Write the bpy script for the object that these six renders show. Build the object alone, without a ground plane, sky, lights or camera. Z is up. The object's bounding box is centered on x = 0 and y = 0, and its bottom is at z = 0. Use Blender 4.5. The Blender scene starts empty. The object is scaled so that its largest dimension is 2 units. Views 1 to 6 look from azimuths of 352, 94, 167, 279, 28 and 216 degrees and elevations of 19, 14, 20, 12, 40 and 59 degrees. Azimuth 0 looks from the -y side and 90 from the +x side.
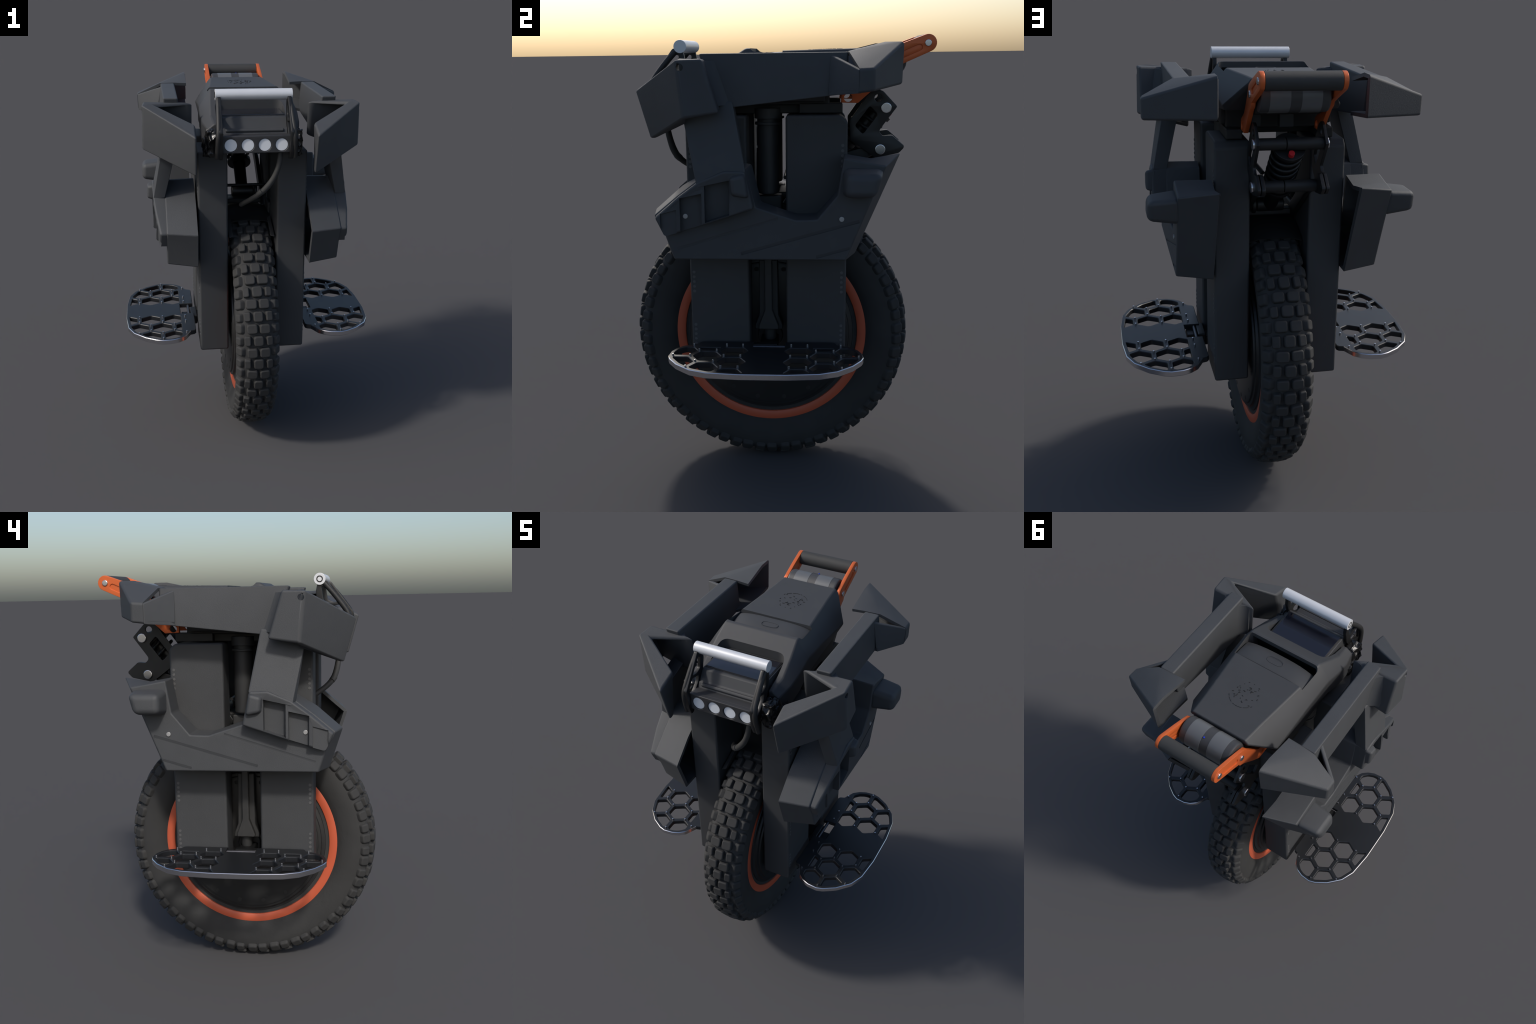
import bpy, bmesh, math, random
from mathutils import Vector, Matrix, noise

random.seed(7)
COL = bpy.context.scene.collection
AXLE_Y, AXLE_Z = -0.04, 0.643          # wheel axle

# ------------------------------------------------------------------ materials
def material(name, color, rough=0.6, metal=0.0, grain=0.0, grain_scale=260.0,
             mottle=0.12, mottle_scale=9.0, coat=0.0, spec=0.5):
    m = bpy.data.materials.new(name)
    m.use_nodes = True
    nt = m.node_tree
    b = nt.nodes["Principled BSDF"]
    tc = nt.nodes.new("ShaderNodeTexCoord")
    n1 = nt.nodes.new("ShaderNodeTexNoise")
    n1.inputs["Scale"].default_value = mottle_scale
    n1.inputs["Detail"].default_value = 5
    nt.links.new(tc.outputs["Object"], n1.inputs["Vector"])
    ramp = nt.nodes.new("ShaderNodeValToRGB")
    lo = [c * (1 - mottle) for c in color] + [1]
    hi = [min(1, c * (1 + mottle)) for c in color] + [1]
    ramp.color_ramp.elements[0].position = 0.3
    ramp.color_ramp.elements[1].position = 0.7
    ramp.color_ramp.elements[0].color = lo
    ramp.color_ramp.elements[1].color = hi
    nt.links.new(n1.outputs["Fac"], ramp.inputs["Fac"])
    nt.links.new(ramp.outputs["Color"], b.inputs["Base Color"])
    b.inputs["Roughness"].default_value = rough
    b.inputs["Metallic"].default_value = metal
    b.inputs["Coat Weight"].default_value = coat
    b.inputs["Specular IOR Level"].default_value = spec
    if grain > 0:
        n2 = nt.nodes.new("ShaderNodeTexNoise")
        n2.inputs["Scale"].default_value = grain_scale
        n2.inputs["Detail"].default_value = 2
        nt.links.new(tc.outputs["Object"], n2.inputs["Vector"])
        bump = nt.nodes.new("ShaderNodeBump")
        bump.inputs["Strength"].default_value = grain
        bump.inputs["Distance"].default_value = 0.002
        nt.links.new(n2.outputs["Fac"], bump.inputs["Height"])
        nt.links.new(bump.outputs["Normal"], b.inputs["Normal"])
    return m

PLASTIC = material("grained_fairing_plastic", (0.0475, 0.0503, 0.0545), 0.66, grain=0.25, mottle=0.05)
COVER = material("cover_plastic", (0.0385, 0.0400, 0.0430), 0.62, grain=0.12, mottle=0.05)
BOXMAT = material("battery_box_coating", (0.0410, 0.0428, 0.0455), 0.62, grain=0.2, mottle=0.05)
RUBBER = material("tyre_rubber", (0.0285, 0.0285, 0.0285), 0.8, grain=0.25, grain_scale=120, mottle=0.1)
BLACK = material("black_anodised_metal", (0.0075, 0.0077, 0.008), 0.45, metal=0.0, mottle=0.1)
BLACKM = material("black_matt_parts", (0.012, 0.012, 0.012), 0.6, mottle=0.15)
CHANNEL = material("dark_fork_casting", (0.026, 0.026, 0.026), 0.6, mottle=0.1, grain=0.1)
PEDALTOP = material("black_pedal_plate", (0.011, 0.012, 0.014), 0.42, mottle=0.08)
STEEL = material("polished_steel", (0.62, 0.62, 0.64), 0.25, metal=1.0, mottle=0.04)
SATIN = material("satin_aluminium", (0.66, 0.67, 0.69), 0.42, metal=0.25, mottle=0.03)
EDGE = material("polished_edge_aluminium", (0.72, 0.71, 0.73), 0.24, metal=1.0, mottle=0.03)
BOLTGREY = material("grey_rivet", (0.085, 0.085, 0.086), 0.5, mottle=0.05)
SCREW = material("bright_screw", (0.40, 0.40, 0.40), 0.4, metal=0.5, mottle=0.05)
ORANGE = material("orange_anodised", (0.62, 0.125, 0.030), 0.42, metal=0.25, mottle=0.03)
RIMORANGE = material("orange_rim_paint", (0.52, 0.100, 0.045), 0.45, mottle=0.03)
GRIP = material("rubber_grip", (0.035, 0.035, 0.034), 0.7, grain=0.15, mottle=0.05)
CANGREY = material("canister_grey", (0.125, 0.130, 0.135), 0.38, metal=0.15, mottle=0.03)
SCREEN = material("display_glass", (0.010, 0.011, 0.018), 0.12, mottle=0.02, coat=0.5)
LENS = material("frosted_lens", (0.72, 0.74, 0.77), 0.35, metal=0.0, mottle=0.03)
HUB = material("hub_motor_black", (0.020, 0.020, 0.020), 0.42, mottle=0.1)
RED = material("red_knob", (0.45, 0.010, 0.015), 0.35, mottle=0.05)
BLUE = material("blue_dot", (0.02, 0.05, 0.5), 0.4, mottle=0.02)
EMBLEM_DARK = material("emblem_dark_mark", (0.008, 0.008, 0.008), 0.7, mottle=0.05)

# ------------------------------------------------------------------ mesh helpers
def new_obj(name, mesh, parent=None, mat=None):
    o = bpy.data.objects.new(name, mesh)
    COL.objects.link(o)
    if mat is not None and not mesh.materials:
        mesh.materials.append(mat)
    if parent is not None:
        o.parent = parent
    return o

def bm_mesh(bm, name="part"):
    me = bpy.data.meshes.new(name)
    bm.to_mesh(me)
    bm.free()
    return me

def bake(mesh, mods=(), angle=40, weighted=True):
    """apply a list of (type, {settings}) modifiers and shade smooth by angle"""
    o = bpy.data.objects.new("tmp", mesh)
    COL.objects.link(o)
    for t, kw in mods:
        md = o.modifiers.new(t, t)
        for k, v in kw.items():
            setattr(md, k, v)
    dg = bpy.context.evaluated_depsgraph_get()
    dg.update()
    me = bpy.data.meshes.new_from_object(o.evaluated_get(dg))
    bpy.data.objects.remove(o)
    for p in me.polygons:
        p.use_smooth = True
    me.set_sharp_from_angle(angle=math.radians(angle))
    if weighted:
        o = bpy.data.objects.new("tmp", me)
        COL.objects.link(o)
        md = o.modifiers.new("w", "WEIGHTED_NORMAL")
        md.keep_sharp = True
        dg = bpy.context.evaluated_depsgraph_get()
        dg.update()
        me2 = bpy.data.meshes.new_from_object(o.evaluated_get(dg))
        bpy.data.objects.remove(o)
        me = me2
    return me

def bevel(w, seg=3, angle=25):
    return ("BEVEL", dict(width=w, segments=seg, limit_method="ANGLE",
                          angle_limit=math.radians(angle), use_clamp_overlap=True))

def mirrored(mesh):
    bm = bmesh.new()
    bm.from_mesh(mesh)
    for v in bm.verts:
        v.co.x = -v.co.x
    bmesh.ops.reverse_faces(bm, faces=bm.faces[:])
    me = bm_mesh(bm)
    for m in mesh.materials:
        me.materials.append(m)
    return bake(me, (), 40)

def hull(pts):
    bm = bmesh.new()
    for p in pts:
        bm.verts.new(p)
    bmesh.ops.convex_hull(bm, input=bm.verts[:])
    bmesh.ops.delete(bm, geom=[v for v in bm.verts if not v.link_faces], context="VERTS")
    bmesh.ops.dissolve_limit(bm, angle_limit=math.radians(1.5), verts=bm.verts[:], edges=bm.edges[:])
    bmesh.ops.recalc_face_normals(bm, faces=bm.faces[:])
    return bm_mesh(bm)

def box(x0, x1, y0, y1, z0, z1):
    return hull([(x, y, z) for x in (x0, x1) for y in (y0, y1) for z in (z0, z1)])

def ring_solid(a, b, skip=()):
    """closed solid between two loops of equal length; skip drops named caps after orientation"""
    n = len(a)
    bm = bmesh.new()
    va = [bm.verts.new(p) for p in a]
    vb = [bm.verts.new(p) for p in b]
    fa = bm.faces.new(va)
    fb = bm.faces.new(list(reversed(vb)))
    sides = []
    for i in range(n):
        j = (i + 1) % n
        sides.append(bm.faces.new((va[j], va[i], vb[i], vb[j])))
    bmesh.ops.recalc_face_normals(bm, faces=bm.faces[:])
    kill = []
    if "a" in skip:
        kill.append(fa)
    if "b" in skip:
        kill.append(fb)
    kill += [sides[s] for s in skip if isinstance(s, int)]
    if kill:
        bmesh.ops.delete(bm, geom=kill, context="FACES")
    return bm_mesh(bm)

def prism_x(poly, x0, x1):
    return ring_solid([(x0, y, z) for y, z in poly], [(x1, y, z) for y, z in poly])

def round_poly(pts, r, seg=4):
    out = []
    n = len(pts)
    for i in range(n):
        p0, p, p1 = (Vector(pts[i - 1]), Vector(pts[i]), Vector(pts[(i + 1) % n]))
        rr = r[i] if isinstance(r, (list, tuple)) else r
        d0, d1 = (p0 - p), (p1 - p)
        t = min(rr, d0.length * 0.45, d1.length * 0.45)
        if t < 1e-5:
            out.append(tuple(p))
            continue
        a, b = p + d0.normalized() * t, p + d1.normalized() * t
        for k in range(seg + 1):
            s = k / seg
            q = a * (1 - s) ** 2 + p * 2 * s * (1 - s) + b * s ** 2
            out.append(tuple(q))
    return out

def plate(loops, thick, bev=0.0, matrix=None, res=1):
    """2D outline with holes -> solid plate centred on local z"""
    cu = bpy.data.curves.new("outline", "CURVE")
    cu.dimensions = "2D"
    cu.fill_mode = "BOTH"
    cu.extrude = thick / 2 - bev
    cu.bevel_depth = bev
    cu.bevel_resolution = res
    cu.offset = -bev
    for lp in loops:
        s = cu.splines.new("POLY")
        s.points.add(len(lp) - 1)
        for p, q in zip(s.points, lp):
            p.co = (q[0], q[1], 0, 1)
        s.use_cyclic_u = True
    o = bpy.data.objects.new("tmp", cu)
    COL.objects.link(o)
    dg = bpy.context.evaluated_depsgraph_get()
    dg.update()
    me = bpy.data.meshes.new_from_object(o.evaluated_get(dg))
    bpy.data.objects.remove(o)
    bm = bmesh.new()
    bm.from_mesh(me)
    bmesh.ops.remove_doubles(bm, verts=bm.verts[:], dist=1e-5)
    bmesh.ops.recalc_face_normals(bm, faces=bm.faces[:])
    if matrix is not None:
        bmesh.ops.transform(bm, matrix=matrix, verts=bm.verts[:])
        bmesh.ops.recalc_face_normals(bm, faces=bm.faces[:])
    me = bm_mesh(bm)
    me.materials.clear()
    return me

# plate drawn in (y, z), thickness along x, centred at x
def plate_yz(loops, x0, x1, bev=0.002):
    M = Matrix(((0, 0, 1, (x0 + x1) / 2), (1, 0, 0, 0), (0, 1, 0, 0), (0, 0, 0, 1)))
    return bake(plate(loops, abs(x1 - x0), bev, M), (), 35, False)

def circle2(cx, cy, r, n=20):
    return [(cx + r * math.cos(2 * math.pi * i / n), cy + r * math.sin(2 * math.pi * i / n)) for i in range(n)]

def tube(p0, p1, r0, r1=None, n=28, bev=0.0):
    """solid cylinder or cone between two points"""
    r1 = r0 if r1 is None else r1
    p0, p1 = Vector(p0), Vector(p1)
    q = (p1 - p0).to_track_quat("Z", "Y")
    a, b = [], []
    for i in range(n):
        c = Vector((math.cos(2 * math.pi * i / n), math.sin(2 * math.pi * i / n), 0))
        a.append(p0 + q @ (c * r0))
        b.append(p1 + q @ (c * r1))
    me = ring_solid(a, b)
    return bake(me, [bevel(bev, 2, 50)] if bev else [], 40)

def lathe_x(profile, n=96, closed=False, cy=AXLE_Y, cz=AXLE_Z):
    bm = bmesh.new()
    rings = []
    for x, r in profile:
        rings.append([bm.verts.new((x, cy + r * math.cos(2 * math.pi * i / n), cz + r * math.sin(2 * math.pi * i / n)))
                      for i in range(n)])
    m = len(rings)
    for k in range(m if closed else m - 1):
        A, B = rings[k], rings[(k + 1) % m]
        for i in range(n):
            j = (i + 1) % n
            bm.faces.new((A[i], A[j], B[j], B[i]))
    if not closed:
        bm.faces.new(rings[0])
        bm.faces.new(rings[-1])
    bmesh.ops.recalc_face_normals(bm, faces=bm.faces[:])
    return bake(bm_mesh(bm), (), 35, False)

def pipe(points, radius, name_res=10, radii=None):
    """swept round tube along a smooth path"""
    cu = bpy.data.curves.new("path", "CURVE")
    cu.dimensions = "3D"
    cu.bevel_depth = radius
    cu.bevel_resolution = 4
    cu.use_fill_caps = True
    s = cu.splines.new("NURBS")
    s.points.add(len(points) - 1)
    for i, (p, q) in enumerate(zip(s.points, points)):
        p.co = (*q, 1)
        if radii:
            p.radius = radii[i]
    s.use_endpoint_u = True
    s.order_u = 4
    s.resolution_u = name_res
    o = bpy.data.objects.new("tmp", cu)
    COL.objects.link(o)
    dg = bpy.context.evaluated_depsgraph_get()
    dg.update()
    me = bpy.data.meshes.new_from_object(o.evaluated_get(dg))
    bpy.data.objects.remove(o)
    me.materials.clear()
    return bake(me, (), 50, False)

def boolean(mesh, cutters):
    o = bpy.data.objects.new("tmpb", mesh)
    COL.objects.link(o)
    cs = []
    for c in cutters:
        oc = bpy.data.objects.new("cut", c)
        COL.objects.link(oc)
        cs.append(oc)
        md = o.modifiers.new("b", "BOOLEAN")
        md.operation = "DIFFERENCE"
        md.solver = "EXACT"
        md.object = oc
    dg = bpy.context.evaluated_depsgraph_get()
    dg.update()
    me = bpy.data.meshes.new_from_object(o.evaluated_get(dg))
    for c in cs + [o]:
        bpy.data.objects.remove(c)
    me.materials.clear()
    return me

def joined(meshes):
    bm = bmesh.new()
    for m in meshes:
        bm.from_mesh(m)
    return bake(bm_mesh(bm), (), 40)

def pair(name, mesh, parents, mat):
    """part on the +x side plus its mirror image"""
    a = new_obj(name, mesh, parents[0], mat)
    if not mesh.materials:
        mesh.materials.append(mat)
    b = new_obj(name, mirrored(mesh), parents[1], mat)
    return a, b

# ------------------------------------------------------------------ the thing
root = bpy.data.objects.new("electric_unicycle", None)
COL.objects.link(root)
root["label"] = "dark grey off-road electric unicycle with orange rim"
root["category"] = "electric unicycle"
R2 = (root, root)

# ================================================================== WHEEL
tyre_prof_half = [(0.074, 0.440), (0.086, 0.452), (0.099, 0.482), (0.107, 0.520), (0.108, 0.553),
                  (0.102, 0.580), (0.090, 0.600), (0.068, 0.612), (0.036, 0.619), (0.0, 0.621)]
prof = tyre_prof_half + [(-x, r) for x, r in reversed(tyre_prof_half[:-1])]
tyre = new_obj("tyre", lathe_x(prof, 128), root, RUBBER)

def knob_mesh(wx, wt, h, taper=0.8, bev=0.006):
    """block: x across tread, y along the circumference, z outward"""
    a = [(x, y, -0.012) for x, y in round_poly([(-wx, -wt), (wx, -wt), (wx, wt), (-wx, wt)], min(wx, wt) * 0.62, 4)]
    b = [(x * taper, y * taper, h) for x, y, _ in a]
    return bake(ring_solid(a, b), [bevel(bev * 0.8, 3, 50)], 60)

K_CENTRE = knob_mesh(0.0268, 0.0285, 0.0215, 0.91, 0.008)
K_INNER = knob_mesh(0.0295, 0.0262, 0.0210, 0.91, 0.008)
K_SIDE = knob_mesh(0.0186, 0.0272, 0.0210, 0.88, 0.007)
K_SHOULDER = knob_mesh(0.0290, 0.0300, 0.0195, 0.66, 0.008)
K_SHOULDER2 = knob_mesh(0.0330, 0.0325, 0.0185, 0.68, 0.008)
for k in (K_CENTRE, K_INNER, K_SIDE, K_SHOULDER, K_SHOULDER2):
    k.materials.append(RUBBER)

def tyre_radius(x):
    x = abs(x)
    pts = tyre_prof_half[5:]
    for (x0, r0), (x1, r1) in zip(pts, pts[1:]):
        if x1 <= x <= x0:
            return r1 + (r0 - r1) * (x - x1) / (x0 - x1)
    return 0.6

ROWS = 62
def put_knob(mesh, ang, x, tilt, twist=0.0, r=None):
    r = tyre_radius(x) if r is None else r
    # local z outward, local y tangent
    M = (Matrix.Translation((0, AXLE_Y, AXLE_Z)) @ Matrix.Rotation(ang, 4, "X")
         @ Matrix.Translation((x, 0, r)) @ Matrix.Rotation(tilt, 4, "Y") @ Matrix.Rotation(twist, 4, "Z"))
    o = bpy.data.objects.new("tread_knob", mesh)
    COL.objects.link(o)
    o.parent = tyre
    k = [random.uniform(0.95, 1.07), random.uniform(0.95, 1.07), random.uniform(0.93, 1.03)]
    o.matrix_local = M @ Matrix.Diagonal((*k, 1))

for i in range(ROWS):
    a = 2 * math.pi * i / ROWS
    j = lambda s: random.uniform(-s, s)
    if i % 2 == 0:
        put_knob(K_CENTRE, a + j(0.002), 0, 0, j(0.03))
        put_knob(K_SIDE, a + j(0.002), 0.054, 0.25, j(0.05))
        put_knob(K_SIDE, a + j(0.002), -0.054, -0.25, j(0.05))
        put_knob(K_SHOULDER, a + 0.01, 0.0905, 1.02, 0.0, 0.588)
        put_knob(K_SHOULDER, a + 0.01, -0.0905, -1.02, 0.0, 0.588)
    else:
        put_knob(K_INNER, a + j(0.002), 0.0315, 0.10, j(0.04))
        put_knob(K_INNER, a + j(0.002), -0.0315, -0.10, j(0.04))
        put_knob(K_SHOULDER2, a, 0.0895, 0.95, 0.0, 0.590)
        put_knob(K_SHOULDER2, a, -0.0895, -0.95, 0.0, 0.590)

rim_half = [(0.030, 0.4035), (0.072, 0.4055), (0.080, 0.4075), (0.0825, 0.411), (0.0835, 0.442), (0.082, 0.4475), (0.072, 0.449)]
rim_prof = rim_half + [(-x, r) for x, r in reversed(rim_half)]
rim = new_obj("wheel_rim", lathe_x(rim_prof, 128, closed=True), root, RIMORANGE)

hub_half = [(0.126, 0.0005), (0.126, 0.055), (0.116, 0.060), (0.113, 0.150), (0.112, 0.340), (0.108, 0.350), (0.100, 0.352), (0.099, 0.360),
            (0.097, 0.366), (0.086, 0.369), (0.082, 0.375), (0.080, 0.386), (0.070, 0.390), (0.036, 0.391), (0.032, 0.4035)]
hub_prof = [(x, r) for x, r in hub_half] + [(-x, r) for x, r in reversed(hub_half)]
hub = new_obj("wheel_hub", lathe_x(hub_prof, 112), root, HUB)
hole_disc_me = tube((0.1115, 0, 0), (0.1135, 0, 0), 0.011, n=16, bev=0.001)  # proud black disc standing in for a recessed hole in the hub
hole_disc_me.materials.append(BLACKM)
for i in range(16):
    a = 2 * math.pi * i / 16 + math.radians(11)
    for s in (1, -1):
        o = bpy.data.objects.new("hub_hole_disc", hole_disc_me)
        COL.objects.link(o)
        o.parent = hub
        o.location = (0 if s > 0 else -0.225, AXLE_Y + 0.323 * math.cos(a), AXLE_Z + 0.323 * math.sin(a))

# axle, pedal hanger casting and fork legs
leg = [(-0.082, 1.028), (-0.084, 0.770), (-0.104, 0.722), (-0.104, 0.700), (0.023, 0.700), (0.023, 0.722), (0.004, 0.770), (0.001, 1.028)]
fork = pair("fork_leg", bake(prism_x(leg, 0.150, 0.210), [bevel(0.006)]), R2, CHANNEL)
pair("fork_leg_rib", bake(prism_x([(-0.056, 1.20), (-0.057, 0.80), (-0.085, 0.725), (-0.085, 0.708), (0.005, 0.708), (0.005, 0.725),
                                   (-0.022, 0.80), (-0.024, 1.20)], 0.140, 0.238), [bevel(0.006)]), fork, CHANNEL)
pair("fork_foot", tube((0.185, -0.036, 0.712), (0.185, -0.036, 0.645), 0.031, 0.026, 28, 0.008), fork, CHANNEL)
pair("pedal_hanger", joined([bake(box(0.12, 0.300, -0.080, 0.000, 0.605, 0.650), [bevel(0.008)]),
                             bake(box(0.284, 0.322, -0.130, 0.004, 0.615, 0.668), [bevel(0.006)]), bake(box(0.31, 0.372, -0.101, -0.030, 0.628, 0.652), [bevel(0.004)])]), R2, BLACK)
pair("fork_stanchion", joined([tube((0.174, -0.037, 1.325), (0.174, -0.037, 1.67), 0.0470, None, 36, 0.012),
                               tube((0.174, -0.037, 1.628), (0.174, -0.037, 1.640), 0.056, None, 36, 0.003),
                               tube((0.174, -0.037, 1.655), (0.174, -0.037, 1.70), 0.058, None, 36, 0.003)]), R2, CHANNEL)
pair("fork_crown", bake(box(0.120, 0.190, -0.100, 0.022, 1.20, 1.318), [bevel(0.008)]), R2, CHANNEL)

# mudguard: arched shell above the tyre
bm = bmesh.new()
N = 28
rows = []
for i in range(N + 1):
    a = math.radians(64 + (107 - 64) * i / N)
    row = []
    for x, r in [(-0.122, 0.590), (-0.120, 0.622), (-0.080, 0.638), (0.0, 0.643), (0.080, 0.638), (0.120, 0.622), (0.122, 0.590)]:
        rr = r
        row.append(bm.verts.new((x, AXLE_Y + rr * math.cos(a), AXLE_Z + rr * math.sin(a))))
    rows.append(row)
for A, B in zip(rows, rows[1:]):
    for k in range(6):
        bm.faces.new((A[k], A[k + 1], B[k + 1], B[k]))
bmesh.ops.recalc_face_normals(bm, faces=bm.faces[:])
new_obj("mudguard", bake(bm_mesh(bm), [("SOLIDIFY", dict(thickness=0.006, offset=0))], 30), root, BLACKM)

pair("mudguard_flap", bake(hull([(0.116, -0.20, 1.268), (0.122, -0.20, 1.268), (0.116, -0.365, 1.205), (0.122, -0.365, 1.205), (0.116, -0.21, 1.17), (0.122, -0.21, 1.17),
                                   (0.100, -0.355, 1.212), (0.100, -0.22, 1.272), (0.100, -0.355, 1.206)]), [bevel(0.002)]), R2, RUBBER)

# ================================================================== PEDALS
half = [(0.304, 0.290), (0.312, 0.302), (0.334, 0.309), (0.347, 0.336), (0.364, 0.371), (0.396, 0.398), (0.432, 0.413),
        (0.485, 0.418), (0.520, 0.407), (0.580, 0.370), (0.642, 0.305), (0.673, 0.232), (0.687, 0.098)]
outline = [(x, AXLE_Y + y) for x, y in half] + [(x, AXLE_Y - y) for x, y in reversed(half)]
outline += [(0.304, AXLE_Y - 0.064), (0.379, AXLE_Y - 0.064), (0.379, AXLE_Y + 0.079), (0.304, AXLE_Y + 0.079)]

def inset_clip(poly, bound, d):
    """clip a polygon by a convex bound moved inward by d"""
    n = len(bound)
    c = Vector((sum(p[0] for p in bound) / n, sum(p[1] for p in bound) / n))
    for i in range(n):
        p, q = Vector(bound[i]), Vector(bound[(i + 1) % n])
        e = (q - p).normalized()
        nrm = Vector((-e.y, e.x))
        if (c - p).dot(nrm) < 0:
            nrm = -nrm
        p = p + nrm * d
        out = []
        for k in range(len(poly)):
            a, b = Vector(poly[k]), Vector(poly[(k + 1) % len(poly)])
            da, db = (a - p).dot(nrm), (b - p).dot(nrm)
            if da >= 0:
                out.append(tuple(a))
            if da * db < 0:
                t = da / (da - db)
                out.append(tuple(a + (b - a) * t))
        poly = out
        if len(poly) < 3:
            return []
    return poly

HEX = 0.0735
conv = [(0.362, 0.362)] + half[5:]
bound = [(x, AXLE_Y + y) for x, y in conv] + [(x, AXLE_Y - y) for x, y in reversed(conv)]
pin_pts = set()
holes = []
for s in (1, -1):
    centres = [(0.4845, 0.2495, 1), (0.3560, 0.2495, 1), (0.6130, 0.2495, 1), (0.4200, 0.1395, 1), (0.5490, 0.1395, 1),
               (0.6775, 0.1395, 1), (0.4200, 0.3595, 1), (0.5490, 0.3595, 1)]
    for cx, cy, _ in centres:
        hx = [(cx + (HEX - 0.0128) * math.sin(math.radians(60 * k)), AXLE_Y + s * (cy + (HEX - 0.0128) * math.cos(math.radians(60 * k))))
              for k in range(6)]
        hx = inset_clip(hx, bound, 0.0180)
        if len(hx) >= 3:
            area = abs(sum(a[0] * b[1] - b[0] * a[1] for a, b in zip(hx, hx[1:] + hx[:1]))) / 2
            if area > 0.0003:
                holes.append(round_poly(hx, 0.009, 3))
    for cx, ys in ((0.356, (0.1065, 0.178, 0.3235)), (0.420, (0.2155, 0.2915)), (0.4845, (0.1065, 0.178, 0.3220, 0.3965)),
                   (0.549, (0.2155, 0.2915)), (0.613, (0.1055, 0.1765, 0.3225))):
        for y in ys:
            pin_pts.add((cx, AXLE_Y + s * y))
ped = plate([outline] + holes, 0.0260, 0.0028, None, 0)
bm = bmesh.new()
bm.from_mesh(ped)
for v in bm.verts:
    v.co.z += 0.6735 - 0.0130
def near_outline(p):
    best = 9
    for a, b in zip(half, half[1:]):
        for s in (1, -1):
            A, B = Vector((a[0], AXLE_Y + s * a[1])), Vector((b[0], AXLE_Y + s * b[1]))
            t = max(0, min(1, (p - A).dot(B - A) / (B - A).length_squared))
            best = min(best, (p - A - (B - A) * t).length)
    return best
for f in bm.faces:
    c = f.calc_center_median()
    rim_face = c.x > 0.68 or near_outline(Vector((c.x, c.y))) < 0.004
    f.material_index = 1 if (abs(f.normal.z) < 0.95 and rim_face and c.x > 0.33) else 0
ped = bm_mesh(bm)
ped = bake(ped, (), 30, False)
ped.materials.append(PEDALTOP)
ped.materials.append(EDGE)
pa = new_obj("pedal", ped, root)
pb = new_obj("pedal", mirrored(ped), root)
pin_me = tube((0, 0, -0.002), (0, 0, 0.0105), 0.0046, 0.0042, 12, 0.0008)
pin_me.materials.append(STEEL)
for x, y in sorted(pin_pts):
    for p, s in ((pa, 1), (pb, -1)):
        o = bpy.data.objects.new("pedal_pin", pin_me)
        COL.objects.link(o)
        o.parent = p
        o.location = (s * x, y, 0.6725)
pair("hinge_pin", tube((0.332, -0.106, 0.660), (0.332, 0.040, 0.660), 0.0085, None, 20, 0.001), (pa, pb), material("dark_hinge_steel", (0.10, 0.10, 0.11), 0.35, metal=0.8))

# ================================================================== BATTERY BOXES
for y0, y1, ry in ((-0.3835, -0.122, -0.3655), (0.044, 0.306, 0.2855)):
    poly = [(y0, 0.566), (y1, 0.566), (y1, 1.672), (y0, 1.672)]
    if y0 > 0:
        poly = [(y0, 0.566), (y1, 0.566), (y1, 1.645), (y1 - 0.028, 1.672), (y0, 1.672)]
    boxes = pair("battery_box", bake(prism_x(poly, 0.129, 0.2835), [bevel(0.011, 3)]), R2, BOXMAT)
    riv = tube((0.2825, 0, 0), (0.2855, 0, 0), 0.0068, n=14, bev=0.0008)
    riv.materials.append(BOLTGREY)
    for top in (1.547, 0.991, 0.746):
        for k in range(5):
            for b, s in zip(boxes, (0, 1)):
                o = bpy.data.objects.new("rivet", riv)
                COL.objects.link(o)
                o.parent = b
                o.location = (0 if s == 0 else -0.568, ry, top - 0.022 * k)
    foot = bake(box(0.150, 0.185, (y0 + y1) / 2 - 0.05, (y0 + y1) / 2 + 0.05, 0.548, 0.570), [bevel(0.004)])
    pair("box_foot", foot, boxes, BLACKM)

# ================================================================== SIDE FAIRINGS
# lower skirt: hollow shell between an outer outline and a wider inner outline
outer_yz = [(-0.418, 1.090), (0.298, 1.088), (0.457, 1.482), (0.375, 1.497), (0.286, 1.514), (0.262, 1.362), (0.178, 1.261),
            (0.092, 1.259), (-0.074, 1.313), (-0.112, 1.468), (-0.190, 1.484), (-0.300, 1.434), (-0.400, 1.360), (-0.498, 1.280), (-0.452, 1.190)]
inner_yz = [(-0.459, 1.080), (0.341, 1.080), (0.526, 1.515), (0.404, 1.494), (0.292, 1.514), (0.265, 1.356), (0.177, 1.259),
            (0.092, 1.255), (-0.062, 1.310), (-0.100, 1.470), (-0.173, 1.485), (-0.300, 1.440), (-0.400, 1.380), (-0.523, 1.274), (-0.492, 1.180)]
outer_x = [0.451] * 15
skirt = ring_solid([(x, y, z) for x, (y, z) in zip(outer_x, outer_yz)], [(0.294, y, z) for y, z in inner_yz], skip=("b",))
skirt = bake(skirt, [bevel(0.008, 3, 20), ("SOLIDIFY", dict(thickness=0.017, offset=-1)), bevel(0.003, 2, 60)], 40)
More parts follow.
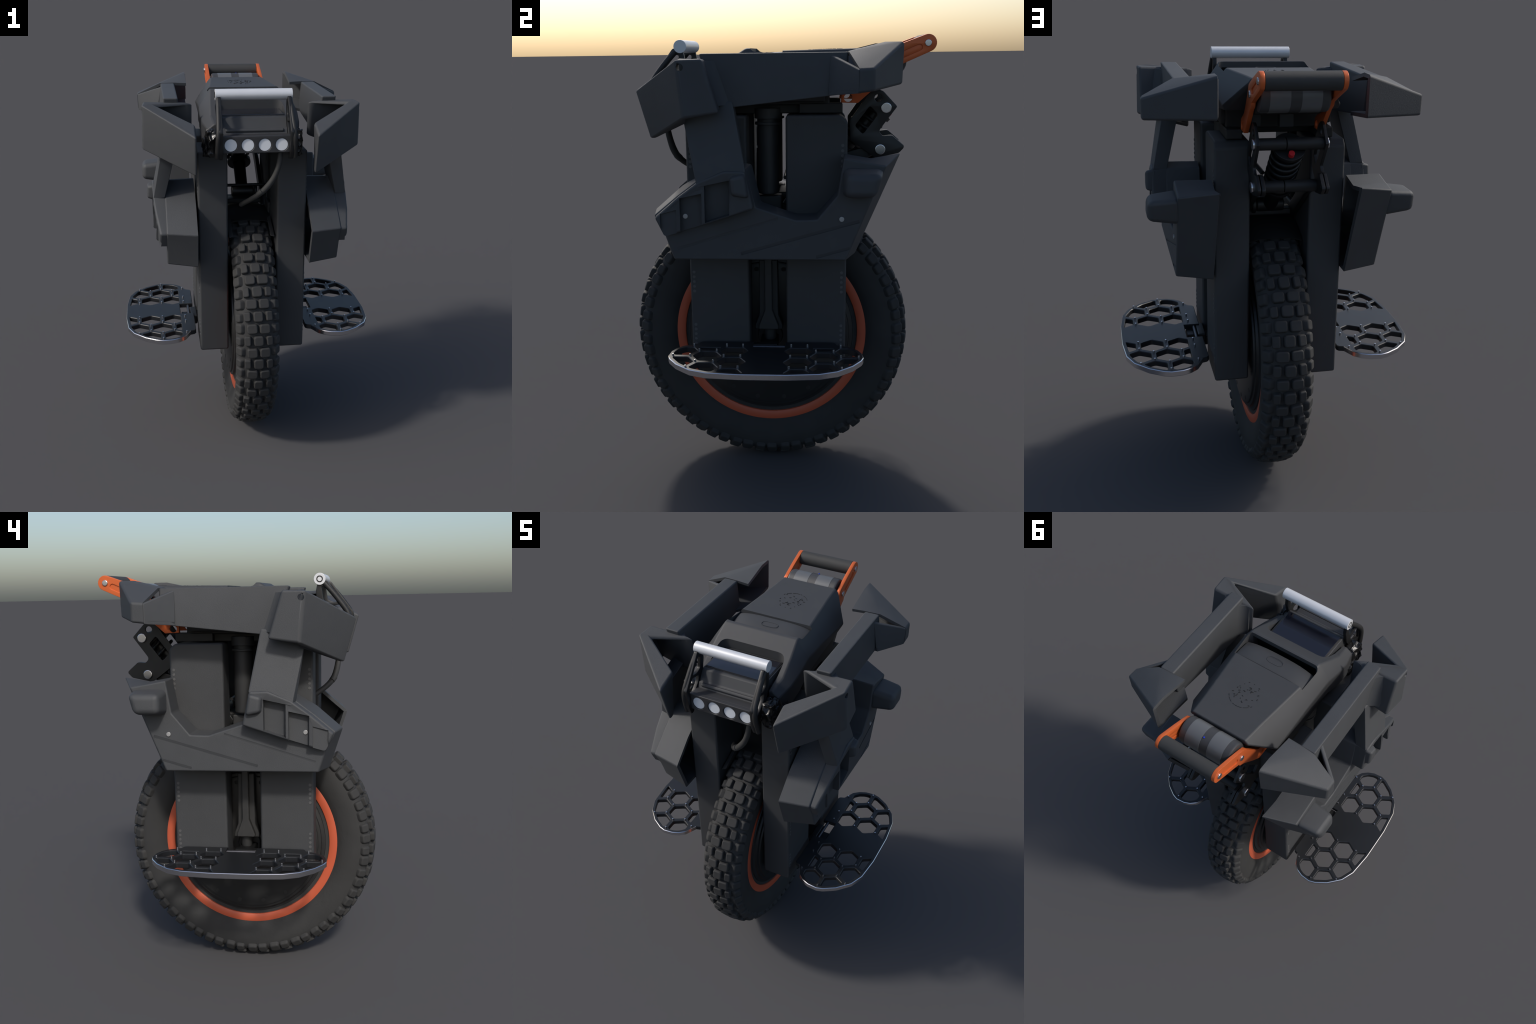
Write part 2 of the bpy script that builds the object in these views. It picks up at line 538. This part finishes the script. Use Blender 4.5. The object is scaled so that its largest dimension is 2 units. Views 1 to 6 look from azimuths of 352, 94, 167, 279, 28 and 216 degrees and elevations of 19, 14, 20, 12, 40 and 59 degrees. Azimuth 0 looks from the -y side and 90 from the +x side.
def groove(p0, p1, w=0.0034, depth=0.0035):
    a, b = Vector(p0), Vector(p1)
    n = Vector((-(b - a).y, (b - a).x)).normalized() * w / 2
    # saw-tooth section: one steep wall, one shallow ramp, like the lip of an overlapping skin
    lo = [a - n, b - n]
    hi = [a + n * 7, b + n * 7]
    return hull([(0.451 - depth, *lo[0]), (0.451 - depth, *lo[1]), (0.453, *lo[0]), (0.453, *lo[1]), (0.453, *hi[0]), (0.453, *hi[1]), (0.4508, *hi[0]), (0.4508, *hi[1])])
skirt = bake(boolean(skirt, [groove((-0.136, 1.112), (0.353, 1.250)), groove((-0.404, 1.133), (0.020, 1.261)), groove((0.177, 1.098), (0.314, 1.136))]), (), 40)
sk = pair("fairing", skirt, R2, PLASTIC)

# knee pad with stepped recesses
pad_yz = [(-0.078, 1.316), (-0.300, 1.244), (-0.390, 1.2155), (-0.452, 1.196), (-0.492, 1.276), (-0.390, 1.362), (-0.300, 1.428), (-0.195, 1.472), (-0.112, 1.470)]
def pad_x(y):
    if y > -0.30:
        return 0.516
    if y > -0.39:
        return 0.504 + (y + 0.39) * (0.012 / 0.09)
    return 0.483 + (y + 0.49) * (0.021 / 0.10)
padm = ring_solid([(pad_x(y), y, z) for y, z in pad_yz], [(0.435, y, z) for y, z in pad_yz])
padm = bake(padm, [bevel(0.011, 3, 20)], 40)
def cut(poly, depth):
    return ring_solid([(pad_x(y) - depth, y, z) for y, z in poly], [(0.62, y, z) for y, z in poly])
cuts = [cut([(-0.176, 1.292), (-0.277, 1.260), (-0.277, 1.412), (-0.176, 1.434)], 0.046),
        cut([(-0.289, 1.225), (-0.381, 1.190), (-0.381, 1.360), (-0.289, 1.381)], 0.034),
        cut([(-0.397, 1.170), (-0.466, 1.170), (-0.466, 1.292), (-0.397, 1.311)], 0.010)]
padm = bake(boolean(padm, cuts), [bevel(0.002, 2, 50)], 40)
pair("knee_pad", padm, sk, PLASTIC)
lug = hull([(0.490, -0.090, 1.356), (0.500, -0.172, 1.368), (0.500, -0.180, 1.452), (0.490, -0.108, 1.470),
            (0.543, -0.100, 1.368), (0.543, -0.160, 1.382), (0.541, -0.166, 1.444), (0.541, -0.114, 1.458)])
pair("knee_pad_lug", bake(lug, [bevel(0.013, 4)]), sk, PLASTIC)
for y, z, x in ((-0.3625, 1.281, 0.4745), (0.280, 1.264, 0.4525)):
    pair("fairing_screw", tube((x - 0.010, y, z), (x + 0.004, y, z), 0.0105, None, 20, 0.002), sk, SCREW)

# rear side block
blk = hull([(0.43, 0.282, 1.352), (0.43, 0.282, 1.478), (0.43, 0.452, 1.474), (0.43, 0.412, 1.352),
            (0.572, 0.292, 1.372), (0.568, 0.292, 1.462), (0.568, 0.436, 1.462), (0.572, 0.412, 1.372)])
pair("fairing_block", bake(blk, [bevel(0.027, 5, 30)], 40), sk, PLASTIC)

# strut joining skirt and upper rail
strut = hull([(0.513, -0.305, 1.402), (0.507, -0.108, 1.462), (0.452, -0.318, 1.416), (0.444, -0.112, 1.455),
              (0.460, -0.362, 1.690), (0.447, -0.162, 1.745), (0.385, -0.356, 1.690), (0.372, -0.162, 1.745), (0.450, -0.24, 1.74), (0.375, -0.24, 1.74)])
pair("strut", bake(strut, [bevel(0.009, 3)]), sk, PLASTIC)

# upper rail
rail = hull([(0.370, -0.292, 1.929), (0.444, -0.292, 1.930), (0.368, 0.30, 1.930), (0.444, 0.30, 1.930),
             (0.356, -0.222, 1.708), (0.440, -0.222, 1.713), (0.356, 0.30, 1.770), (0.464, 0.30, 1.770)])
pair("rail", bake(rail, [bevel(0.008, 3)]), sk, PLASTIC)

# fillets where the rail runs into the front wing
def fillet(x_wall, x_low, y_top, y_bot, r, side, z_top, z_bot, x_back):
    """concave quarter-round between the rail flank (at x_wall) and the wing's back wall"""
    arc = [(x_wall + side * r * (1 - math.cos(t)), r * (1 - math.sin(t))) for t in [math.pi / 2 * k / 8 for k in range(9)]]
    poly = arc + [(x_wall + side * r, -0.008), (x_back, -0.008), (x_back, r)]
    return bake(ring_solid([(x, y_top + y, z_top) for x, y in poly], [(x + x_low - x_wall, y_bot + y, z_bot) for x, y in poly]), (), 60)
pair("wing_fillet", fillet(0.4432, 0.4395, -0.272, -0.212, 0.058, 1, 1.902, 1.728, 0.42), sk, PLASTIC)
pair("wing_fillet", fillet(0.3705, 0.3580, -0.272, -0.226, 0.046, -1, 1.900, 1.732, 0.39), sk, PLASTIC)

# front wing: V-shaped wall in plan
w_top = [(0.294, -0.276, 1.903), (0.370, -0.266, 1.908), (0.546, -0.268, 1.911), (0.552, -0.368, 1.911), (0.296, -0.588, 1.782),
         (0.294, -0.468, 1.826), (0.484, -0.358, 1.907)]
w_bot = [(0.296, -0.250, 1.724), (0.370, -0.215, 1.716), (0.547, -0.204, 1.702), (0.559, -0.345, 1.684), (0.295, -0.532, 1.578),
         (0.294, -0.500, 1.585), (0.480, -0.345, 1.662)]
wing = ring_solid(w_top, w_bot)
bm = bmesh.new()
bm.from_mesh(wing)
bm.verts.ensure_lookup_table()
bmesh.ops.connect_verts(bm, verts=[bm.verts[4], bm.verts[10]])     # fold the front wall outward
wing = bake(bm_mesh(bm), [bevel(0.012, 4, 22)], 45)
# hollow under the top flange, behind the V
cav_t = [(0.280, -0.2925), (0.530, -0.286), (0.532, -0.350), (0.486, -0.368), (0.280, -0.372)]
cav_b = [(0.280, -0.236), (0.528, -0.160), (0.540, -0.330), (0.484, -0.338), (0.280, -0.372)]
cavity = ring_solid([(x, y, 1.893) for x, y in cav_t], [(x, y, 1.55) for x, y in cav_b])
hole = tube((0.45, -0.352, 1.879), (0.62, -0.352, 1.879), 0.0145, None, 20)
wing = bake(boolean(wing, [cavity, hole]), [], 40)
pair("bumper_wing", wing, sk, PLASTIC)

# rear wing: hollow sloping scoop
r_top = [(0.300, 0.292, 1.930), (0.300, 0.452, 1.968), (0.299, 0.530, 1.968), (0.580, 0.395, 1.870), (0.579, 0.340, 1.866), (0.448, 0.302, 1.931), (0.366, 0.295, 1.933)]
r_bot = [(0.300, 0.300, 1.772), (0.300, 0.420, 1.786), (0.300, 0.525, 1.798), (0.578, 0.396, 1.783), (0.577, 0.338, 1.776), (0.476, 0.226, 1.764), (0.372, 0.240, 1.764)]
rear = ring_solid(r_top, r_bot, skip=(0, 1, 4, 5, 6))
bm = bmesh.new()
bm.from_mesh(rear)
bm.verts.ensure_lookup_table()
bmesh.ops.connect_verts(bm, verts=[bm.verts[2], bm.verts[5]])      # folds of the sloping lid
bmesh.ops.connect_verts(bm, verts=[bm.verts[1], bm.verts[5]])
rear = bm_mesh(bm)
rear = bake(rear, [bevel(0.011, 4, 25), ("SOLIDIFY", dict(thickness=0.016, offset=-1)), bevel(0.003, 2, 60)], 45)
pair("tail_wing", rear, sk, PLASTIC)
wall = hull([(0.440, 0.226, 1.921), (0.472, 0.220, 1.764), (0.579, 0.338, 1.864), (0.577, 0.338, 1.776),
             (0.432, 0.242, 1.921), (0.462, 0.240, 1.766), (0.566, 0.350, 1.864), (0.564, 0.350, 1.776)])
pair("tail_wing_cheek", bake(wall, [bevel(0.006, 3)]), sk, PLASTIC)

# ================================================================== TOP COVER
sections = [  # y, top half width, top z, shoulder x, z, bottom x, z
    (-0.388, 0.196, 1.812, 0.230, 1.785, 0.236, 1.700),
    (-0.300, 0.207, 1.840, 0.252, 1.806, 0.250, 1.700),
    (-0.208, 0.203, 1.899, 0.259, 1.836, 0.252, 1.722),
    (-0.127, 0.196, 1.950, 0.257, 1.860, 0.248, 1.752),
    (-0.110, 0.196, 1.950, 0.256, 1.859, 0.247, 1.756),
    (0.034, 0.188, 1.939, 0.254, 1.850, 0.244, 1.775),
    (0.312, 0.158, 1.944, 0.251, 1.822, 0.240, 1.802),
    (0.425, 0.149, 1.946, 0.166, 1.928, 0.160, 1.915)]
bm = bmesh.new()
rings = []
for y, xt, zt, xs, zs, xb, zb in sections:
    loop = [(-xb, zb), (-xs, zs), (-xt, zt), (xt, zt), (xs, zs), (xb, zb)]
    rings.append([bm.verts.new((x, y, z)) for x, z in loop])
for A, B in zip(rings, rings[1:]):
    for i in range(6):
        jn = (i + 1) % 6
        bm.faces.new((A[i], A[jn], B[jn], B[i]))
bm.faces.new(rings[0])
bm.faces.new(rings[-1])
bmesh.ops.recalc_face_normals(bm, faces=bm.faces[:])
cov = bake(bm_mesh(bm), [bevel(0.012, 4, 14)], 50)
slot_poly = round_poly([(-0.206, -0.112), (0.206, -0.112), (0.199, 0.030), (-0.199, 0.030)], [0.03, 0.03, 0.004, 0.004])
slot = ring_solid([(x, y, 1.785) for x, y in slot_poly], [(x, y, 2.05) for x, y in slot_poly])
rec_poly = round_poly([(-0.178, -0.60), (0.178, -0.60), (0.178, -0.200), (-0.178, -0.200)], [0, 0, 0.05, 0.05], 6)
rec = ring_solid([(x, y, 1.74) for x, y in rec_poly], [(x * 1.02, y, 2.05) for x, y in rec_poly])
under = box(-0.186, 0.186, -0.146, -0.090, 1.80, 1.924)      # hollow below the ridge
cov = bake(boolean(cov, [slot, rec, under]), [bevel(0.003, 2, 55)], 40)
cover = new_obj("deck_cover", cov, root, COVER)

# lever flap in the slot, slightly crowned
bm = bmesh.new()
NX, NY = 24, 8
g = []
for jy in range(NY + 1):
    t = jy / NY
    row = []
    for ix in range(NX + 1):
        s = -1 + 2 * ix / NX
        yf = -0.093 + 0.010 * (abs(s) ** 2.2)           # bowed front edge
        y = 0.027 + (yf - 0.027) * t
        x = s * (0.197 + 0.001 * t)
        z = 1.934 - 0.016 * abs(s) ** 4 - 0.017 * t ** 2.2
        row.append(bm.verts.new((x, y, z)))
    g.append(row)
for a, b in zip(g, g[1:]):
    for i in range(NX):
        bm.faces.new((a[i], a[i + 1], b[i + 1], b[i]))
bmesh.ops.recalc_face_normals(bm, faces=bm.faces[:])
if sum(f.normal.z for f in bm.faces) < 0:
    bmesh.ops.reverse_faces(bm, faces=bm.faces[:])
flap = bake(bm_mesh(bm), [("SOLIDIFY", dict(thickness=0.045, offset=-1)), bevel(0.006, 3, 40)], 45)
flap = new_obj("lever_flap", flap, cover, COVER)
ov = [(0.045 * math.copysign(abs(math.cos(a)) ** 0.6, math.cos(a)), -0.035 + 0.020 * math.copysign(abs(math.sin(a)) ** 0.8, math.sin(a)))
      for a in [2 * math.pi * i / 40 for i in range(40)]]
oi = [(x * 0.96, -0.035 + (y + 0.035) * 0.93) for x, y in ov]
press = plate([ov, oi], 0.002, 0.0004, Matrix.Translation((0, 0, 1.9328)) @ Matrix.Rotation(0.02, 4, "X"))
new_obj("press_mark", bake(press, (), 40, False), flap, COVER)

new_obj("slot_shade_plate", bake(box(-0.184, 0.184, -0.1465, -0.1440, 1.802, 1.922), []), cover, BLACKM)  # added black plate so the gap under the ridge reads as deep shade

# round emblem, proud dark strips in place of engraved cuts (plain stand-in: broken ring and short strokes)
rng = random.Random(11)
strokes = []
def arc_piece(cx, cy, r, a0, a1, w):
    n = max(3, int(abs(a1 - a0) / 0.08))
    o1 = [(cx + (r + w) * math.cos(a0 + (a1 - a0) * k / n), cy + (r + w) * math.sin(a0 + (a1 - a0) * k / n)) for k in range(n + 1)]
    o2 = [(cx + (r - w) * math.cos(a1 - (a1 - a0) * k / n), cy + (r - w) * math.sin(a1 - (a1 - a0) * k / n)) for k in range(n + 1)]
    return o1 + o2
def z_top(y):
    return 1.9395 + (y - 0.034) * (0.0053 / 0.278)
EY = 0.205
pieces = []
for k in range(9):
    a = 0.5 + k * 0.25 + rng.uniform(-0.06, 0.06)
    pieces.append(arc_piece(0, EY + 0.004, 0.078, a, a + rng.uniform(0.08, 0.24), rng.uniform(0.0004, 0.0007)))
for k in range(9):
    a = 3.0 + k * 0.40 + rng.uniform(-0.1, 0.1)
    pieces.append(arc_piece(rng.uniform(-0.006, 0.006), EY - 0.004, rng.uniform(0.050, 0.066), a, a + rng.uniform(0.05, 0.20), rng.uniform(0.0006, 0.0018)))
for k in range(26):
    cx, cy = rng.uniform(-0.052, 0.060), EY + rng.uniform(-0.048, 0.040)
    a = rng.uniform(0, 6.28)
    pieces.append(arc_piece(cx, cy, rng.uniform(0.006, 0.018), a, a + rng.uniform(0.3, 1.1), rng.uniform(0.0005, 0.0019)))
marks = []
for p in pieces:
    my = sum(q[1] for q in p) / len(p)
    marks.append(plate([p], 0.0016, 0.0, Matrix.Translation((0, 0, z_top(my) + 0.0004))))
em = joined(marks)
emb = new_obj("emblem_dark_strips", em, cover, EMBLEM_DARK)
emb["kind"] = "stuff"

# display console and its glass
dash = [(-0.185, 1.853), (-0.396, 1.853), (-0.412, 1.846), (-0.440, 1.800), (-0.448, 1.798), (-0.466, 1.768), (-0.450, 1.690), (-0.185, 1.690)]
da = ring_solid([(-0.166, y, z) for y, z in dash], [(0.166, y, z) for y, z in dash])
console = new_obj("display_console", bake(da, [bevel(0.006, 3)]), cover, COVER)
new_obj("display_surround", bake(box(-0.160, 0.160, -0.396, -0.205, 1.846, 1.8565), [bevel(0.003)]), cover, BLACKM)
new_obj("display_screen", bake(box(-0.155, 0.155, -0.390, -0.212, 1.850, 1.8585), [bevel(0.002)]), cover, SCREEN)
new_obj("console_ledge", bake(prism_x([(-0.435, 1.794), (-0.456, 1.800), (-0.464, 1.790), (-0.456, 1.774), (-0.432, 1.774)], -0.145, 0.145), [bevel(0.004)]), cover, COVER)

# chassis tray under the cover
new_obj("chassis_tray", joined([bake(box(-0.222, 0.222, -0.345, 0.230, 1.712, 1.815), [bevel(0.008)]),
                                bake(box(-0.240, 0.240, -0.30, 0.210, 1.725, 1.80), [bevel(0.008)]),
                                bake(box(-0.19, 0.19, -0.34, 0.14, 1.675, 1.72), [bevel(0.006)]),
                                bake(box(0.16, 0.23, 0.10, 0.285, 1.677, 1.72), [bevel(0.006)]),
                                bake(box(-0.23, -0.16, 0.10, 0.285, 1.677, 1.72), [bevel(0.006)]),
                                bake(box(-0.14, 0.14, 0.28, 0.415, 1.80, 1.925), [bevel(0.008)]),
                                bake(box(-0.030, 0.030, 0.36, 0.40, 1.745, 1.82), [bevel(0.004)]),
                                bake(box(0.100, 0.14, 0.32, 0.37, 1.745, 1.80), [bevel(0.004)])]), root, BLACKM)

# ================================================================== HEADLIGHT BAR AND FRONT BRACKET
lb = plate([[(-0.172, 1.691), (0.172, 1.691), (0.172, 1.776), (-0.172, 1.776)]] + [circle2(x, 1.7300, 0.0325, 32) for x in (-0.126, -0.042, 0.042, 0.126)],
           0.022, 0.003, Matrix(((1, 0, 0, 0), (0, 0, 1, -0.5165), (0, 1, 0, 0), (0, 0, 0, 1))))
light = new_obj("headlight_bar", joined([bake(lb, (), 35, False), bake(box(-0.170, 0.170, -0.508, -0.445, 1.693, 1.774), [bevel(0.006)])]), root,
                material("headlight_housing", (0.030, 0.030, 0.032), 0.5, mottle=0.05))
lens = tube((0, -0.5065, 0), (0, -0.5225, 0), 0.0318, 0.0310, 36, 0.002)
lens.materials.append(LENS)
for x in (-0.126, -0.042, 0.042, 0.126):
    o = bpy.data.objects.new("headlight_lens", lens)
    COL.objects.link(o)
    o.parent = light
    o.location = (x, 0, 1.7300)
bar = new_obj("crossbar", tube((-0.192, -0.408, 1.9605), (0.192, -0.408, 1.9605), 0.0275, None, 48, 0.001), root, SATIN)
ringm = plate([circle2(0, 0, 0.0155, 28), circle2(0, 0, 0.0105, 28)], 0.002, 0.0004,
              Matrix(((0, 0, 1, -0.1925), (1, 0, 0, -0.408), (0, 1, 0, 1.9605), (0, 0, 0, 1))))
new_obj("bar_end_ring", bake(ringm, (), 35, False), bar, BLACK)
br_out = round_poly([(-0.398, 1.948), (-0.440, 1.955), (-0.558, 1.800), (-0.545, 1.700), (-0.528, 1.658), (-0.505, 1.658), (-0.500, 1.695),
                     (-0.485, 1.735), (-0.440, 1.765), (-0.405, 1.820), (-0.388, 1.900)], 0.008, 2)
br_h1 = round_poly([(-0.415, 1.925), (-0.440, 1.925), (-0.492, 1.855), (-0.455, 1.850), (-0.425, 1.862)], 0.008, 2)
br_h2 = round_poly([(-0.440, 1.830), (-0.500, 1.842), (-0.530, 1.798), (-0.525, 1.745), (-0.480, 1.770), (-0.450, 1.800)], 0.008, 2)
brk = plate_yz([br_out, br_h1, br_h2], 0.166, 0.184, 0.003)
ba = pair("bracket", brk, (bar, bar), BLACK)
path = [(0.178, -0.428, 1.942), (0.181, -0.470, 1.900), (0.184, -0.530, 1.822), (0.187, -0.550, 1.790), (0.190, -0.546, 1.74), (0.193, -0.522, 1.668)]
pair("bracket_rail", pipe(path, 0.013), (bar, bar), BLACKM)

# wiring clutter beside the console
def lumpy(x0, x1, y0, y1, z0, z1, seed, amp=0.014):
    bm = bmesh.new()
    bmesh.ops.create_cube(bm, size=1)
    bmesh.ops.subdivide_edges(bm, edges=bm.edges[:], cuts=14, use_grid_fill=True)
    for v in bm.verts:
        p = v.co.copy()
        r = p.normalized() * 0.6
        p = p.lerp(r, 0.35)
        v.co = Vector(((x0 + x1) / 2 + p.x * (x1 - x0), (y0 + y1) / 2 + p.y * (y1 - y0), (z0 + z1) / 2 + p.z * (z1 - z0)))
    for v in bm.verts:
        d = noise.noise_vector(v.co * 42 + Vector((seed, 0, 0))) * amp + noise.noise_vector(v.co * 90 + Vector((0, seed, 0))) * amp * 0.4
        v.co += d
    bmesh.ops.recalc_face_normals(bm, faces=bm.faces[:])
    return bake(bm_mesh(bm), (), 40, False)
cl = pair("wiring_loom", joined([lumpy(0.182, 0.238, -0.475, -0.375, 1.665, 1.79, 3), lumpy(0.190, 0.250, -0.40, -0.32, 1.650, 1.74, 8)]), R2,
          material("glossy_black_wiring", (0.010, 0.010, 0.010), 0.3, mottle=0.3))
for o in cl:
    o["kind"] = "stuff"
cab = pipe([(0.128, -0.470, 1.715), (0.127, -0.488, 1.670), (0.120, -0.492, 1.620), (0.097, -0.482, 1.550), (0.056, -0.473, 1.495), (0.015, -0.450, 1.452),
            (-0.025, -0.400, 1.415), (-0.055, -0.330, 1.375)], 0.0138, 10, [0.9, 0.95, 1.0, 1.05, 1.2, 0.95, 0.95, 0.9])
cable = new_obj("motor_cable", cab, root, GRIP)
new_obj("cable_collar", tube((0.040, -0.467, 1.482), (0.020, -0.453, 1.462), 0.0165, 0.0155, 20, 0.003), cable, GRIP)

# ================================================================== REAR HANDLE
def arc2(cx, cy, r, a0, a1, n=12):
    return [(cx + r * math.cos(math.radians(a0 + (a1 - a0) * k / n)), cy + r * math.sin(math.radians(a0 + (a1 - a0) * k / n))) for k in range(n + 1)]
arm = arc2(0.643, 1.963, 0.0365, -66, 112) + [(0.543, 1.966), (0.475, 1.938), (0.448, 1.925), (0.420, 1.880), (0.355, 1.800), (0.282, 1.762), (0.279, 1.718),
      (0.352, 1.716), (0.402, 1.760), (0.470, 1.828), (0.498, 1.846), (0.505, 1.862), (0.545, 1.881)]
slot_h = arc2(0.607, 1.945, 0.013, -66, 114, 8) + arc2(0.520, 1.908, 0.013, 114, 294, 8)
h1 = circle2(0.310, 1.738, 0.018, 18)
arm_me = plate_yz([arm, slot_h, h1], 0.148, 0.167, 0.002)
grip = new_obj("handle_grip", tube((-0.147, 0.643, 1.963), (0.147, 0.643, 1.963), 0.0365, None, 40, 0.001), root, GRIP)
arms = pair("handle_arm", arm_me, (grip, grip), ORANGE)
inset = bake(plate_yz([arc2(0.607, 1.945, 0.0145, -66, 114, 8) + arc2(0.520, 1.908, 0.0145, 114, 294, 8)], 0.150, 0.162, 0.0005), (), 40, False)
pair("arm_groove", inset, (grip, grip), ORANGE)
for y, z in ((0.643, 1.963), (0.481, 1.892)):
    pair("handle_bolt", tube((0.160, y, z), (0.173, y, z), 0.0145, None, 24, 0.003), (grip, grip), STEEL)

can = new_obj("canister", tube((-0.141, 0.489, 1.891), (0.141, 0.489, 1.891), 0.0695, None, 48, 0.012), root, BLACKM)
can.data.materials[0] = material("canister_end_rubber", (0.045, 0.045, 0.047), 0.5, mottle=0.05)
for x0, x1 in ((0.022, 0.103), (-0.103, -0.022)):
    new_obj("canister_band", tube((x0, 0.489, 1.891), (x1, 0.489, 1.891), 0.0705, None, 48, 0.0008), can, CANGREY)
new_obj("status_dot", tube((0.012, 0.515, 1.953), (0.012, 0.517, 1.959), 0.004, None, 12), can, BLUE)

# ================================================================== REAR LINKAGE AND SHOCK
lk = round_poly([(0.461, 1.765), (0.523, 1.699), (0.449, 1.600), (0.449, 1.588), (0.463, 1.572), (0.503, 1.575), (0.555, 1.530), (0.555, 1.520),
                 (0.534, 1.498), (0.440, 1.478), (0.425, 1.481), (0.322, 1.556), (0.318, 1.640), (0.400, 1.757), (0.430, 1.775)], 0.006, 2)
lk_h = [round_poly([(0.405, 1.703), (0.441, 1.665), (0.376, 1.580), (0.340, 1.617)], 0.010, 2), circle2(0.440, 1.735, 0.0165, 20)]
link_me = plate_yz([lk] + lk_h, 0.133, 0.146, 0.0015)
link = pair("linkage_plate", link_me, R2, BLACK)
hook = round_poly([(0.463, 1.571), (0.503, 1.576), (0.557, 1.530), (0.557, 1.519), (0.534, 1.496), (0.452, 1.484), (0.425, 1.500), (0.430, 1.540)], 0.008, 2)
pair("hook_plate", plate_yz([hook, circle2(0.532, 1.529, 0.004, 10)], 0.114, 0.129, 0.0015), link, BLACK)
for y, z in ((0.475, 1.694), (0.452, 1.5145)):
    pair("linkage_bolt", tube((0.142, y, z), (0.157, y, z), 0.0232, None, 32, 0.004), link, STEEL)
    new_obj("linkage_tube", joined([tube((-0.134, y, z), (0.018, y, z), 0.0255, None, 32, 0.002), tube((0.021, y, z), (0.134, y, z), 0.0245, None, 32, 0.002)]),
            link[0], BLACKM)
pair("swing_arm", bake(prism_x([(0.452, 1.500), (0.430, 1.535), (0.300, 1.500), (0.060, 1.330), (0.02, 1.27), (0.06, 1.25), (0.33, 1.440)], 0.100, 0.122),
                       [bevel(0.006)]), R2, BLACK)

S0, S1 = Vector((0, 0.452, 1.674)), Vector((0, 0.262, 1.480))
ax = (S1 - S0).normalized()
shock = new_obj("shock_absorber", joined([tube(S0 - ax * 0.008, S0 + ax * 0.012, 0.067, None, 40, 0.003), tube(S0, S1 + ax * 0.02, 0.040, None, 32),
                                          tube(S1, S1 + ax * 0.02, 0.068, None, 40, 0.003), tube(S1, Vector((0, 0.098, 1.338)), 0.036, 0.034, 32),
                                          tube((-0.062, 0.095, 1.340), (0.062, 0.095, 1.340), 0.035, None, 32, 0.006),
                                          tube((0.066, 0.095, 1.340), (0.085, 0.095, 1.340), 0.042, None, 32, 0.006)]), root, BLACK)
q = ax.to_track_quat("Z", "Y")
L = (S1 - S0).length
turns = 6.2
coil = []
for k in range(int(turns * 14) + 1):
    t = k / (turns * 14)
    a = 2 * math.pi * turns * t
    coil.append(S0 + ax * (0.012 + (L - 0.012) * t) + q @ Vector((0.061 * math.cos(a), 0.061 * math.sin(a), 0)))
new_obj("coil_spring", pipe(coil, 0.0085, 2), shock, BLACK)
kp = Vector((0, 0.492, 1.652))
new_obj("damping_knob", tube(kp + ax * 0.006, kp - ax * 0.016, 0.0125, None, 24, 0.002), shock, RED)
new_obj("cross_rod", tube((-0.130, 0.035, 1.389), (0.130, 0.035, 1.389), 0.0085, None, 20), root, BLACK)
new_obj("crown_bridge", bake(box(-0.100, 0.100, 0.000, 0.110, 1.288, 1.318), [bevel(0.008)]), root, BLACKM)
